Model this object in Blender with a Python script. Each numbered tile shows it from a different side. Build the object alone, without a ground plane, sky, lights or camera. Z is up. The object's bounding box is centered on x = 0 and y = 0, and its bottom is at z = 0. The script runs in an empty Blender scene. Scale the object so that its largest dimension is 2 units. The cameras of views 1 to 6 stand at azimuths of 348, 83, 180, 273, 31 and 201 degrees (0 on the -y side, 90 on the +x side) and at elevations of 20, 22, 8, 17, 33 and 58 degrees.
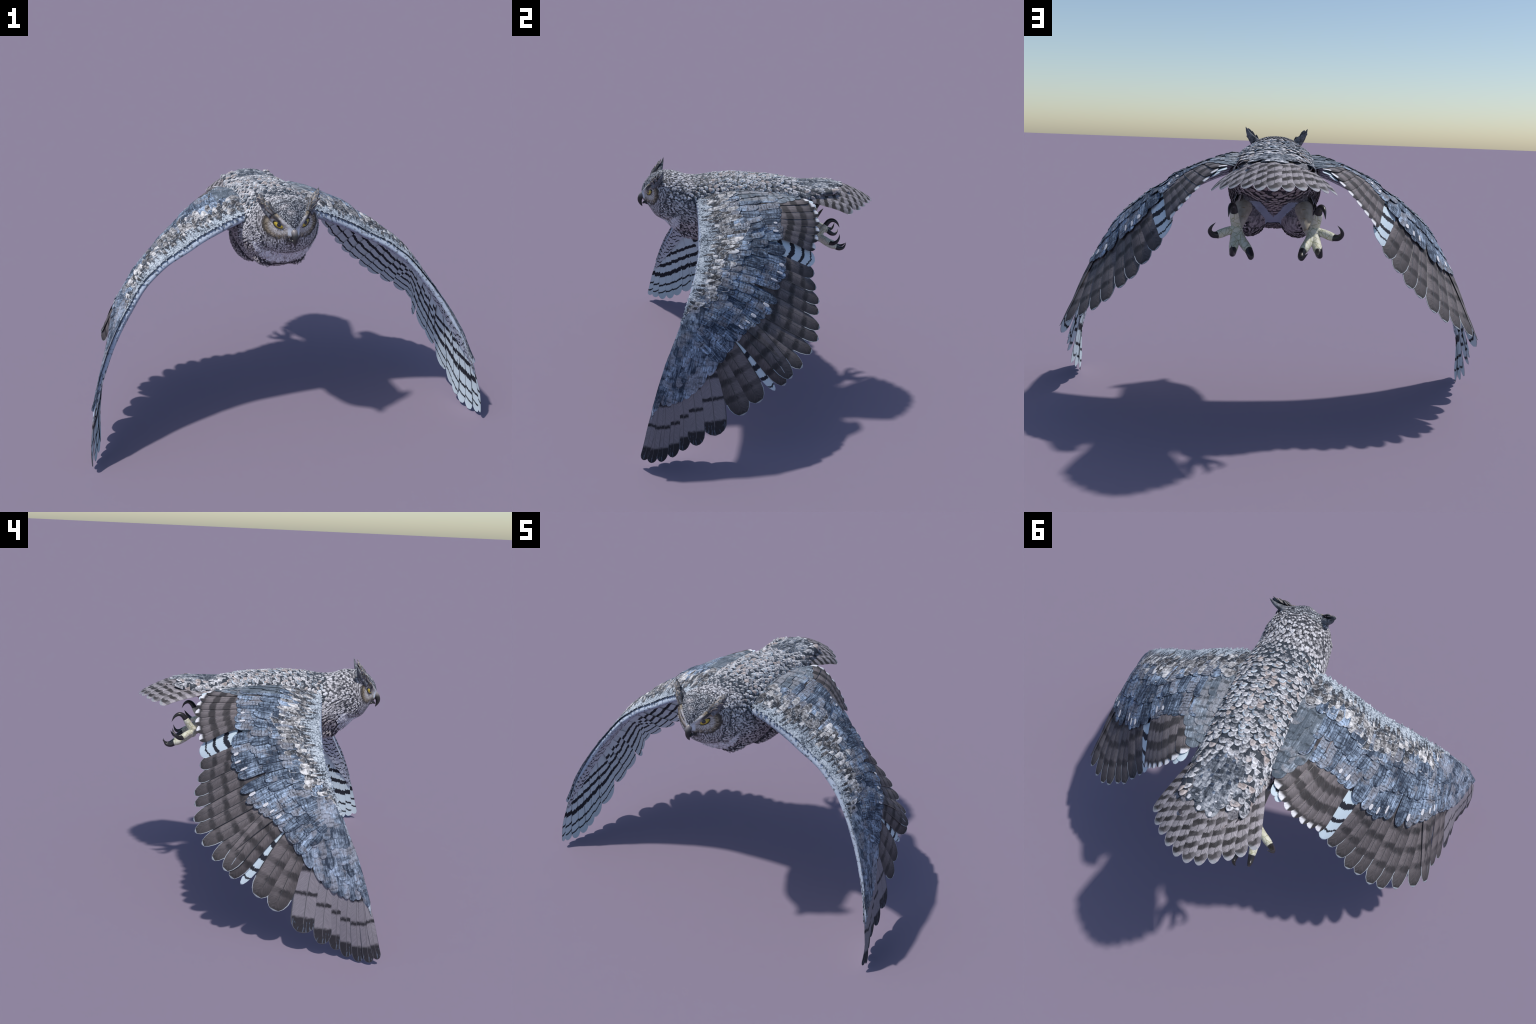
# A horned owl in gliding flight, wings swept down: body, head, wings, tail, legs
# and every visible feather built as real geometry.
import bpy, bmesh, math, random
import numpy as np
from mathutils import Vector, Matrix
from mathutils.bvhtree import BVHTree

rng = random.Random(7)
V = Vector
COLL = bpy.context.scene.collection


# ------------------------------------------------------------------ materials
class Mat:
    """tiny helper that wires shader nodes"""
    def __init__(self, name, rough=0.75, spec=0.25):
        self.m = bpy.data.materials.new(name)
        self.m.use_nodes = True
        self.t = self.m.node_tree
        self.b = self.t.nodes["Principled BSDF"]
        self.b.inputs["Roughness"].default_value = rough
        self.b.inputs["Specular IOR Level"].default_value = spec

    def put(self, sock, v):
        if isinstance(v, bpy.types.NodeSocket):
            self.t.links.new(v, sock)
        elif isinstance(v, (tuple, list)):
            n = len(sock.default_value)
            sock.default_value = (tuple(v) + (1.0,))[:n]
        else:
            sock.default_value = v

    def node(self, kind):
        return self.t.nodes.new(kind)

    def math(self, op, a, b=0.0, c=None, clamp=False):
        n = self.node("ShaderNodeMath")
        n.operation = op
        n.use_clamp = clamp
        self.put(n.inputs[0], a)
        self.put(n.inputs[1], b)
        if c is not None:
            self.put(n.inputs[2], c)
        return n.outputs[0]

    def mul(self, a, b): return self.math("MULTIPLY", a, b)
    def add(self, a, b): return self.math("ADD", a, b)
    def sub(self, a, b): return self.math("SUBTRACT", a, b)
    def mx(self, a, b): return self.math("MAXIMUM", a, b)

    def step(self, v, lo, hi):
        """smooth 0..1 ramp of v between lo and hi (lo may exceed hi)"""
        n = self.node("ShaderNodeMapRange")
        n.interpolation_type = "SMOOTHSTEP"
        inv = lo > hi
        self.put(n.inputs["Value"], v)
        n.inputs["From Min"].default_value = min(lo, hi)
        n.inputs["From Max"].default_value = max(lo, hi)
        n.inputs["To Min"].default_value = 1.0 if inv else 0.0
        n.inputs["To Max"].default_value = 0.0 if inv else 1.0
        return n.outputs["Result"]

    def band(self, v, a, b, soft):
        return self.mul(self.step(v, a - soft, a + soft), self.step(v, b + soft, b - soft))

    def mix(self, f, a, b, kind="MIX"):
        n = self.node("ShaderNodeMix")
        n.data_type = "RGBA"
        n.blend_type = kind
        self.put(n.inputs[0], f)
        self.put(n.inputs[6], a)
        self.put(n.inputs[7], b)
        return n.outputs[2]

    def obj(self):
        n = self.node("ShaderNodeTexCoord")
        s = self.node("ShaderNodeSeparateXYZ")
        self.put(s.inputs[0], n.outputs["Object"])
        return n.outputs["Object"], s.outputs[0], s.outputs[1], s.outputs[2]

    def pos(self):
        return self.node("ShaderNodeNewGeometry").outputs["Position"]

    def vec(self, x, y, z=0.0):
        n = self.node("ShaderNodeCombineXYZ")
        for i, v in enumerate((x, y, z)):
            self.put(n.inputs[i], v)
        return n.outputs[0]

    def noise(self, v, scale, detail=3.0, rough=0.55, stretch=None, dist=0.0):
        if stretch:
            mp = self.node("ShaderNodeMapping")
            self.put(mp.inputs["Vector"], v)
            mp.inputs["Scale"].default_value = stretch
            v = mp.outputs[0]
        n = self.node("ShaderNodeTexNoise")
        self.put(n.inputs["Vector"], v)
        n.inputs["Scale"].default_value = scale
        n.inputs["Detail"].default_value = detail
        n.inputs["Roughness"].default_value = rough
        n.inputs["Distortion"].default_value = dist
        return n.outputs[0]

    def voro(self, v, scale, feature="F1"):
        n = self.node("ShaderNodeTexVoronoi")
        n.feature = feature
        self.put(n.inputs["Vector"], v)
        n.inputs["Scale"].default_value = scale
        return n.outputs["Distance"]

    def rand(self):
        """one number per feather, for single objects and for islands of a joined mesh"""
        o = self.node("ShaderNodeObjectInfo").outputs["Random"]
        g = self.node("ShaderNodeNewGeometry").outputs["Random Per Island"]
        return self.math("FRACT", self.add(o, g))

    def ramp(self, f, stops, const=False):
        n = self.node("ShaderNodeValToRGB")
        r = n.color_ramp
        if const:
            r.interpolation = "CONSTANT"
        while len(r.elements) < len(stops):
            r.elements.new(0.5)
        for e, (p, c) in zip(r.elements, stops):
            e.position = p
            e.color = tuple(c) + (1.0,)
        self.put(n.inputs[0], f)
        return n.outputs[0]

    def out(self, col, bump=None, strength=0.3, dist=0.002):
        self.put(self.b.inputs["Base Color"], col)
        if bump is not None:
            n = self.node("ShaderNodeBump")
            n.inputs["Strength"].default_value = strength
            n.inputs["Distance"].default_value = dist
            self.put(n.inputs["Height"], bump)
            self.put(self.b.inputs["Normal"], n.outputs[0])
        return self.m


def barbs(m, x, y):
    """fine slanted barb streaks either side of the shaft"""
    ax = m.math("ABSOLUTE", x)
    q = m.sub(y, m.mul(ax, 1.1))
    return m.noise(m.vec(m.mul(q, 1.0), m.mul(x, 0.12)), 330.0, 2.0)


def flight_top(name, light, dark, period, duty, tip_dark=0.0, white_tip=0.0, phase=0.0, slope=0.0, pale_tip=0.010, soft=0.4):
    m = Mat(name)
    o, x, y, z = m.obj()
    d = m.math("MULTIPLY", y, -1.0)
    r = m.rand()
    st = barbs(m, x, y)
    wob = m.mul(m.sub(m.noise(o, 26.0, 3.0), 0.5), 0.030)
    ph = m.add(m.add(m.sub(d, phase), wob), m.add(m.mul(r, 0.008), m.mul(m.sub(st, 0.5), 0.012)))
    if slope:
        ph = m.add(ph, m.mul(x, slope))
    s = m.math("SINE", m.mul(ph, 2 * math.pi / period))
    bar = m.step(s, 0.45 - duty - soft, 0.45 - duty + soft)
    blotch = m.noise(m.pos(), 14.0, 3.0)
    col = m.mix(bar, light, dark)
    col = m.mix(m.mul(m.step(blotch, 0.42, 0.60), 0.28), col, m.mix(0.5, light, dark))
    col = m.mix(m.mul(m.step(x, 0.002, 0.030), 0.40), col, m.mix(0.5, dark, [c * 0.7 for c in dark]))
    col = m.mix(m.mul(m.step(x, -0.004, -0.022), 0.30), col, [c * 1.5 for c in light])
    if tip_dark:
        col = m.mix(m.mul(m.step(d, tip_dark * 1.4, tip_dark * 0.3), 0.7), col, dark)
    if white_tip:
        side = m.step(m.add(x, m.mul(m.sub(st, 0.5), 0.012)), 0.010, 0.004)
        w = m.mul(m.step(m.add(d, m.mul(st, 0.016)), white_tip + 0.012, white_tip - 0.004), side)
        col = m.mix(w, col, (0.80, 0.79, 0.82))
    g = m.ramp(st, [(0.25, (0.60, 0.60, 0.60)), (0.5, (1, 1, 1)), (0.75, (1.4, 1.36, 1.36))])
    col = m.mix(1.0, col, g, "MULTIPLY")
    pale = m.step(st, 0.66, 0.78)
    col = m.mix(m.mul(pale, 0.30), col, (0.3, 0.29, 0.3))
    if pale_tip:
        col = m.mix(m.mul(m.step(m.add(d, m.mul(m.sub(st, 0.5), 0.02)), pale_tip, pale_tip * 0.3), 0.75), col, (0.33, 0.35, 0.38))
    return m.out(col, st, 0.25, 0.001)


def primary_top():
    m = Mat("primary_vane")
    o, x, y, z = m.obj()
    d = m.math("MULTIPLY", y, -1.0)
    st = barbs(m, x, y)
    wob = m.mul(m.sub(m.noise(o, 60.0, 2.0), 0.5), 0.02)
    dd = m.add(d, wob)
    light, dark = (0.235, 0.215, 0.245), (0.035, 0.033, 0.04)
    tip = m.step(dd, 0.088, 0.070)
    bar = m.band(dd, 0.185, 0.203, 0.006)
    bar2 = m.band(dd, 0.30, 0.325, 0.008)
    col = m.mix(m.mx(tip, m.mx(bar, bar2)), light, dark)
    blue = m.mul(m.step(m.noise(o, 90, 2, stretch=(1, 0.25, 1)), 0.56, 0.66), m.step(d, 0.085, 0.05))
    col = m.mix(m.mul(blue, 0.6), col, (0.16, 0.2, 0.28))
    g = m.ramp(st, [(0.25, (0.75, 0.75, 0.75)), (0.5, (1, 1, 1)), (0.75, (1.25, 1.22, 1.22))])
    col = m.mix(1.0, col, g, "MULTIPLY")
    return m.out(col, st, 0.25, 0.001)


def under_vane(name, bars, pale=(0.58, 0.70, 0.77), zig=0.35):
    m = Mat(name)
    o, x, y, z = m.obj()
    d = m.add(m.math("MULTIPLY", y, -1.0), m.mul(m.sub(m.rand(), 0.5), 0.024))
    jag = m.noise(m.vec(m.mul(x, 1.0), m.mul(y, 0.15)), 120.0, 2.0)
    dd = m.add(d, m.mul(m.sub(jag, 0.5), 0.024))
    dd = m.add(m.sub(dd, m.mul(x, zig)), m.mul(m.math("ABSOLUTE", x), -0.35))
    mask = None
    for a, b in bars:
        k = m.band(dd, a, b, 0.0025)
        mask = k if mask is None else m.mx(mask, k)
    soft = m.noise(o, 18.0, 2.0)
    base = m.mix(m.mul(soft, 0.35), pale, (0.62, 0.66, 0.74))
    col = m.mix(mask, base, (0.022, 0.024, 0.034))
    return m.out(col)


def covert_blue(name, dark, light, warm, bars=0.021, lines=0.72):
    m = Mat(name)
    o, x, y, z = m.obj()
    r = m.rand()
    vv = m.node("ShaderNodeVectorMath")
    m.put(vv.inputs[0], o)
    m.put(vv.inputs[1], m.vec(m.mul(r, 3.7), m.mul(r, 9.1), r))
    p = vv.outputs[0]
    w = m.pos()
    big = m.noise(w, 11.0, 4.0, 0.6)
    n1 = m.noise(p, 42.0, 4.0, 0.65)
    lon = m.noise(p, 95.0, 3.0, 0.6, stretch=(1.8, 0.16, 1.0))
    tone = m.add(m.add(m.mul(big, 0.62), m.mul(n1, 0.38)), m.add(m.mul(m.sub(lon, 0.5), 0.70), m.mul(m.sub(r, 0.5), 0.20)))
    mid = [0.5 * (a + b) for a, b in zip(dark, light)]
    col = m.ramp(tone, [(0.36, dark), (0.47, mid), (0.55, light), (0.68, [min(1, 1.9 * c + 0.03) for c in light])])
    wm = m.step(m.add(m.mul(m.noise(w, 16.0, 3.0), 0.8), m.mul(r, 0.25)), 0.52, 0.64)
    col = m.mix(m.mul(wm, 0.65), col, m.mix(n1, [c * 0.6 for c in warm], [c * 2.0 for c in warm]))
    wob = m.mul(m.sub(m.noise(p, 60.0, 3.0), 0.5), 0.022)
    s = m.math("SINE", m.mul(m.add(y, wob), 2 * math.pi / bars))
    line = m.mul(m.step(s, 0.30, 0.90), m.step(m.noise(p, 40.0, 3.0), 0.42, 0.56))
    col = m.mix(m.mul(line, lines), col, [c * 0.35 for c in dark])
    crack = m.step(m.voro(p, 60.0, "DISTANCE_TO_EDGE"), 0.05, 0.012)
    col = m.mix(m.mul(crack, 0.4), col, [c * 0.4 for c in dark])
    return m.out(col, m.add(n1, m.mul(line, -0.4)), 0.35, 0.002)


def plumage(name, stops, scale=90.0, streak=None, spread=0.28, extra=None):
    """mottled small-feather colour: noise plus one tone per feather"""
    m = Mat(name, 0.8, 0.2)
    o, x, y, z = m.obj()
    r = m.rand()
    n1 = m.noise(m.pos(), scale, 4.0, 0.68, stretch=streak)
    t = m.add(m.add(m.mul(n1, 0.85), m.mul(m.noise(m.pos(), 17.0, 2.0), 0.30)), m.mul(m.sub(r, 0.5), spread))
    t = m.sub(t, 0.07)
    col = m.ramp(t, stops)
    if extra:
        w = m.step(m.math("FRACT", m.mul(r, 7.7)), extra[0], extra[0] + 0.12)
        col = m.mix(m.mul(w, 0.7), col, extra[1])
    return m.out(col, n1, 0.3, 0.002)


def flat(name, col, rough=0.6, spec=0.3, var=0.25, scale=60.0, stretch=None):
    m = Mat(name, rough, spec)
    o, x, y, z = m.obj()
    n = m.noise(o, scale, 3.0, stretch=stretch)
    return m.out(m.mix(n, [c * (1 - var) for c in col], [min(1, c * (1 + var)) for c in col]), n, 0.2, 0.001)


BROWN_L, BROWN_D = (0.165, 0.142, 0.146), (0.046, 0.041, 0.043)
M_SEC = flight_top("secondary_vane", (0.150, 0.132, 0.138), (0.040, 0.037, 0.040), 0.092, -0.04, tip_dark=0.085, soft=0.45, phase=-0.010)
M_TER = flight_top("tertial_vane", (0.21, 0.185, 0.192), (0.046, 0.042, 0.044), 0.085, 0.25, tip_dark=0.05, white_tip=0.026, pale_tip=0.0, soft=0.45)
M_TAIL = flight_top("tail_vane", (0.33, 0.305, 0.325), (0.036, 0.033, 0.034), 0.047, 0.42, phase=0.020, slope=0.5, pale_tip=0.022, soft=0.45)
M_PRI = primary_top()
M_RIM = flat("feather_fringe", (0.36, 0.39, 0.43), var=0.4, scale=150)
M_RIM_T = flat("tail_fringe", (0.42, 0.41, 0.45), var=0.2, scale=200)
M_RIM_P = flat("primary_fringe", (0.10, 0.10, 0.12), var=0.4)
M_SHAFT_SHADE = flat("shaft_and_overlap_shade", (0.05, 0.048, 0.052), 0.45, 0.4)  # quill colour, also painted as overlap shade along the secondaries' sides
M_SHAFT_P = flat("primary_shaft", (0.11, 0.105, 0.12), 0.45, 0.4)
M_UND_S = under_vane("secondary_underside", [(0.034, 0.046), (0.098, 0.114), (0.165, 0.190), (0.24, 0.27), (0.32, 0.35)], pale=(0.62, 0.73, 0.79), zig=-0.30)
M_UND_P = under_vane("primary_underside", [(0.042, 0.053), (0.098, 0.113), (0.172, 0.208), (0.255, 0.285), (0.33, 0.355)], pale=(0.62, 0.74, 0.80), zig=-0.60)
M_UND_F = under_vane("turned_vane", [(0.034, 0.044), (0.082, 0.102), (0.150, 0.180), (0.23, 0.26)], zig=0.12)
M_UND_C = under_vane("under_covert", [(0.020, 0.030), (0.056, 0.068), (0.092, 0.104)], (0.52, 0.56, 0.64), 0.5)
M_BLUE = covert_blue("wing_covert", (0.036, 0.051, 0.082), (0.235, 0.300, 0.400), (0.17, 0.155, 0.16), 0.016)
M_SLATE = covert_blue("hand_covert", (0.036, 0.051, 0.082), (0.225, 0.275, 0.360), (0.20, 0.195, 0.22), 0.03, 0.5)
M_SCAP = covert_blue("scapular", (0.10, 0.125, 0.155), (0.20, 0.235, 0.28), (0.23, 0.225, 0.24), 0.05)
M_BLUE_D = plumage("covert_edge", [(0.42, (0.022, 0.028, 0.042)), (0.55, (0.07, 0.09, 0.13)), (0.66, (0.24, 0.30, 0.39))], 60.0, spread=0.1)
M_SPOT = flat("white_spot", (0.66, 0.65, 0.68), var=0.25, scale=110)
M_SCALE = plumage("lesser_covert", [(0.36, (0.04, 0.04, 0.045)), (0.47, (0.18, 0.175, 0.18)), (0.58, (0.44, 0.43, 0.435)), (0.69, (0.76, 0.74, 0.74))], 60.0, spread=0.28)
M_EDGE = plumage("edge_down", [(0.36, (0.04, 0.05, 0.065)), (0.45, (0.16, 0.19, 0.23)), (0.54, (0.45, 0.50, 0.56)), (0.66, (0.62, 0.66, 0.70))], 130.0, spread=0.0)
M_SCALE_D = plumage("lesser_covert_base_shade", [(0.40, (0.028, 0.030, 0.036)), (0.52, (0.085, 0.095, 0.115)), (0.60, (0.34, 0.37, 0.42)), (0.7, (0.55, 0.58, 0.62))], 110.0, spread=0.1)  # mottled plumage, darkened to paint shade under the row ahead
M_SCALE_R = flat("lesser_covert_rim", (0.55, 0.55, 0.58), var=0.5, scale=90)
M_BACK = plumage("back_feather", [(0.32, (0.12, 0.13, 0.15)), (0.44, (0.36, 0.365, 0.39)), (0.55, (0.60, 0.595, 0.62)), (0.68, (0.80, 0.80, 0.83))], 85.0, spread=0.14, extra=(0.70, (0.50, 0.41, 0.38)))
M_BACK_B = plumage("back_feather_cool", [(0.25, (0.09, 0.12, 0.155)), (0.45, (0.30, 0.35, 0.41)), (0.62, (0.52, 0.59, 0.66)), (0.8, (0.72, 0.78, 0.83))], 95.0, spread=0.3)
M_BACK_M = plumage("back_feather_centre", [(0.34, (0.05, 0.056, 0.07)), (0.47, (0.20, 0.205, 0.225)), (0.58, (0.42, 0.41, 0.43)), (0.72, (0.62, 0.60, 0.61))], 85.0, spread=0.16, extra=(0.80, (0.36, 0.29, 0.26)))
M_BACK_D = flat("back_feather_base_shade", (0.040, 0.048, 0.062), var=0.6, scale=90)  # painted shadow crescent below the tips of the row ahead
M_TAILC = plumage("tail_covert", [(0.34, (0.040, 0.046, 0.058)), (0.47, (0.115, 0.130, 0.155)), (0.58, (0.30, 0.315, 0.35)), (0.70, (0.54, 0.545, 0.57))], 60.0, spread=0.16)
M_TAILC_R = plumage("tail_covert_rim", [(0.36, (0.08, 0.09, 0.11)), (0.48, (0.36, 0.38, 0.42)), (0.62, (0.60, 0.61, 0.66))], 60.0, spread=0.2)
M_NECK = plumage("neck_feather", [(0.30, (0.10, 0.10, 0.115)), (0.42, (0.32, 0.31, 0.325)), (0.54, (0.52, 0.50, 0.52)), (0.68, (0.70, 0.69, 0.72))], 120.0, spread=0.34)
M_NECK_D = flat("neck_streak_shade", (0.060, 0.062, 0.074), var=0.6, scale=110)  # dark feather bases: shade under overlapping tips put into the colour
M_CROWN = plumage("crown_feather", [(0.36, (0.045, 0.05, 0.06)), (0.48, (0.16, 0.165, 0.185)), (0.60, (0.44, 0.45, 0.48)), (0.72, (0.62, 0.63, 0.66))], 190.0, spread=0.2)
M_BREAST = plumage("breast_feather", [(0.30, (0.12, 0.105, 0.112)), (0.45, (0.38, 0.345, 0.36)), (0.62, (0.56, 0.515, 0.53))], 120.0, spread=0.3)
M_BREAST_D = flat("breast_streak_shade", (0.036, 0.032, 0.042), var=0.4)  # paints shade at the covered base of breast and vent feathers
M_VENT = plumage("vent_feather", [(0.3, (0.22, 0.18, 0.175)), (0.5, (0.40, 0.35, 0.35)), (0.7, (0.50, 0.45, 0.46))], 80.0, spread=0.2)
M_BIB = plumage("throat_feather", [(0.30, (0.16, 0.15, 0.16)), (0.38, (0.45, 0.43, 0.46)), (0.50, (0.64, 0.63, 0.68)), (0.62, (0.76, 0.77, 0.82))], 120.0, spread=0.2, streak=(1.6, 0.6, 0.6), extra=(0.95, (0.16, 0.30, 0.62)))
M_TUFT = plumage("tuft_feather", [(0.36, (0.045, 0.047, 0.055)), (0.5, (0.13, 0.135, 0.155)), (0.66, (0.26, 0.27, 0.30))], 70.0, spread=0.1)
M_TUFT_R = plumage("tuft_feather_edge", [(0.42, (0.07, 0.065, 0.065)), (0.52, (0.27, 0.235, 0.21)), (0.64, (0.46, 0.41, 0.37))], 75.0, spread=0.2)
M_CLAW = flat("claw", (0.026, 0.024, 0.026), 0.32, 0.5, 0.4, 90)
M_BEAK = None


def toe_skin():
    m = Mat("toe_skin", 0.55, 0.35)
    o, x, y, z = m.obj()
    e = m.voro(o, 42.0, "DISTANCE_TO_EDGE")
    groove = m.step(m.add(e, m.mul(m.sub(m.noise(o, 50.0, 3.0), 0.5), 0.08)), 0.06, 0.02)
    n = m.noise(o, 30.0, 3.0)
    base = m.ramp(n, [(0.35, (0.56, 0.56, 0.44)), (0.55, (0.70, 0.69, 0.58)), (0.75, (0.60, 0.56, 0.36))])
    return m.out(m.mix(m.mul(groove, 0.6), base, (0.30, 0.31, 0.13)), m.mul(groove, -1.0), 0.5, 0.002)


def tarsus_mat():
    m = Mat("tarsus_down", 0.85, 0.1)
    o, x, y, z = m.obj()
    n = m.noise(o, 45.0, 3.0, stretch=(1, 0.5, 1))
    k = m.noise(o, 60.0, 2.0)
    base = m.ramp(n, [(0.3, (0.36, 0.32, 0.26)), (0.55, (0.50, 0.46, 0.40)), (0.8, (0.58, 0.54, 0.48))])
    return m.out(m.mix(m.mul(m.step(k, 0.62, 0.70), 0.6), base, (0.30, 0.20, 0.08)), n, 0.4, 0.004)


def beak_mat():
    m = Mat("beak_horn", 0.38, 0.5)
    o, x, y, z = m.obj()
    g = m.step(z, 1.112, 1.082)
    n = m.noise(o, 60.0, 2.0, stretch=(1, 1, 0.3))
    return m.out(m.mix(m.mul(m.add(g, m.mul(n, 0.3)), 0.85), (0.30, 0.27, 0.27), (0.030, 0.028, 0.028)))


def eye_mat():
    m = Mat("eye_gloss", 0.08, 0.6)
    o, x, y, z = m.obj()
    r = m.math("SQRT", m.add(m.mul(x, x), m.mul(y, y)))
    n = m.noise(o, 160.0, 2.0)
    iris = m.mix(m.step(r, 0.011, 0.024), (0.62, 0.43, 0.02), (0.42, 0.30, 0.03))
    iris = m.mix(m.mul(n, 0.4), iris, (0.50, 0.42, 0.03))
    col = m.mix(m.step(r, 0.0112, 0.0098), iris, (0.008, 0.008, 0.010))
    m.b.inputs["Coat Weight"].default_value = 0.6
    m.b.inputs["Coat Roughness"].default_value = 0.05
    return m.out(col)


def wing_skin():
    """arm of the wing: smooth pale leading edge, speckled behind it (local z = underside or top by normal)"""
    m = Mat("wing_leading_edge", 0.8, 0.15)
    o, x, y, z = m.obj()
    n = m.noise(o, 40.0, 3.0)
    k = m.noise(o, 75.0, 3.0)
    base = m.mix(n, (0.38, 0.45, 0.56), (0.54, 0.60, 0.70))
    base = m.mix(m.mul(m.step(k, 0.55, 0.62), 0.75), base, (0.10, 0.11, 0.13))
    return m.out(base, n, 0.15, 0.003)


def wing_lining():
    m = Mat("wing_lining", 0.85, 0.1)
    o, x, y, z = m.obj()
    n = m.noise(o, 55.0, 4.0, 0.65, stretch=(1.0, 0.7, 1.0))
    base = m.ramp(n, [(0.36, (0.08, 0.06, 0.06)), (0.46, (0.36, 0.33, 0.37)), (0.6, (0.50, 0.51, 0.58))])
    return m.out(base, n, 0.3, 0.003)


def head_mat():
    """crown speckle, pale brow V, radial facial disc, dark ring, mottled chin"""
    m = Mat("head_plumage", 0.8, 0.2)
    o, x, y, z = m.obj()
    ax = m.math("ABSOLUTE", x)
    sx, sz = m.sub(ax, 0.060), m.sub(z, 1.124)
    d = m.math("SQRT", m.add(m.mul(sx, sx), m.mul(m.mul(sz, sz), 1.15)))
    ang = m.math("ARCTAN2", sz, sx)
    rad = m.noise(m.vec(m.mul(ang, 1.0), m.mul(d, 5.0), m.math("SIGN", x)), 12.0, 5.0, 0.72)
    mott = m.noise(o, 75.0, 4.0, 0.7)
    fine = m.noise(o, 150.0, 3.0, 0.6, stretch=(1.3, 1.0, 0.45))
    dw = m.add(d, m.add(m.mul(m.sub(rad, 0.5), 0.022), m.mul(m.sub(mott, 0.5), 0.014)))
    # chin and cheek behind the disc: fine streaks
    general = m.ramp(fine, [(0.39, (0.035, 0.033, 0.04)), (0.47, (0.19, 0.18, 0.195)), (0.55, (0.45, 0.435, 0.455)), (0.68, (0.64, 0.63, 0.66))])
    # disc
    disc = m.ramp(rad, [(0.37, (0.10, 0.085, 0.08)), (0.46, (0.36, 0.32, 0.29)), (0.55, (0.60, 0.58, 0.57)), (0.68, (0.74, 0.74, 0.77))])
    outer = m.ramp(rad, [(0.40, (0.045, 0.036, 0.032)), (0.52, (0.27, 0.22, 0.155)), (0.68, (0.52, 0.46, 0.39))])
    disc = m.mix(m.step(dw, 0.036, 0.054), disc, outer)
    disc = m.mix(m.mul(m.step(z, 1.10, 1.06), m.step(mott, 0.44, 0.56)), disc, general)
    ringed = m.mul(m.step(dw, 0.057, 0.066), m.step(m.add(m.mul(sx, 1.0), m.mul(mott, 0.03)), -0.02, 0.03))
    disc = m.mix(m.mul(ringed, 0.85), disc, (0.04, 0.036, 0.036))
    col = m.mix(m.step(dw, 0.076, 0.068), general, disc)
    # dark bristles beside the beak
    br = m.mul(m.step(ax, 0.045, 0.025), m.band(z, 1.035, 1.082, 0.012))
    col = m.mix(m.mul(br, m.step(rad, 0.6, 0.45)), col, (0.05, 0.045, 0.045))
    # white lores
    lo = m.mul(m.step(m.add(ax, m.mul(m.sub(mott, 0.5), 0.012)), 0.032, 0.024), m.band(z, 1.082, 1.122, 0.008))
    col = m.mix(lo, col, (0.66, 0.70, 0.76))
    # brow: height of the brow line at this x
    bz = m.add(m.mul(ax, 1.06), 1.099)
    e = m.sub(z, bz)
    front = m.step(y, -0.49, -0.53)
    crown_m = m.mul(m.step(m.add(e, m.mul(m.sub(mott, 0.5), 0.008)), 0.004, 0.012), m.step(ax, 0.14, 0.12))
    spk = m.voro(o, 175.0)
    crown = m.ramp(m.add(spk, m.mul(m.sub(mott, 0.5), 0.6)), [(0.16, (0.50, 0.52, 0.56)), (0.40, (0.22, 0.23, 0.26)), (0.58, (0.045, 0.05, 0.065))])
    crown = m.mix(m.mul(m.step(m.noise(o, 22.0, 2.0), 0.48, 0.62), m.step(z, 1.16, 1.20)), crown, general)
    col = m.mix(crown_m, col, crown)
    white = m.mul(m.band(m.add(e, m.mul(m.sub(mott, 0.5), 0.014)), -0.006, 0.005, 0.004), m.step(ax, 0.075, 0.045))
    col = m.mix(m.mul(white, 0.65), col, (0.46, 0.47, 0.53))
    darkb = m.mul(m.mul(m.band(e, -0.030, -0.009, 0.006), m.band(ax, 0.055, 0.125, 0.012)), front)
    col = m.mix(m.mul(darkb, 0.9), col, (0.035, 0.036, 0.045))
    return m.out(col, m.add(fine, m.mul(rad, 0.5)), 0.5, 0.004)


M_TOE, M_TARS, M_BEAK, M_EYE = toe_skin(), tarsus_mat(), beak_mat(), eye_mat()
M_WSKIN, M_WLIN, M_HEAD = wing_skin(), wing_lining(), head_mat()
M_LID = flat("eyelid", (0.02, 0.022, 0.028), 0.5, 0.3)
M_SKIN = plumage("body_down", [(0.36, (0.045, 0.045, 0.055)), (0.5, (0.16, 0.155, 0.17)), (0.66, (0.34, 0.33, 0.36))], 110.0, spread=0.0)
M_CROTCH = flat("crotch_down", (0.34, 0.40, 0.50), 0.85, 0.1, 0.15, 25)
M_THIGH = plumage("thigh_down", [(0.36, (0.05, 0.045, 0.055)), (0.48, (0.27, 0.245, 0.265)), (0.62, (0.46, 0.42, 0.44))], 95.0, streak=(1, 1, 0.5), spread=0.0)


# ------------------------------------------------------------------ scene tree
def empty(name, parent=None):
    o = bpy.data.objects.new(name, None)
    COLL.objects.link(o)
    o.parent = parent
    return o


def add(name, mesh, parent, matrix=None, kind=None):
    o = bpy.data.objects.new(name, mesh)
    COLL.objects.link(o)
    o.parent = parent
    if matrix is not None:
        o.matrix_local = matrix
    if kind:
        o["kind"] = kind
    return o


def mesh_of(name, verts, faces, mats, idx=None, smooth=True):
    me = bpy.data.meshes.new(name)
    me.from_pydata([tuple(v) for v in verts], [], faces)
    for k in mats:
        me.materials.append(k)
    if idx is not None:
        me.polygons.foreach_set("material_index", idx)
    me.polygons.foreach_set("use_smooth", [smooth] * len(me.polygons))
    me.update()
    return me


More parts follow.
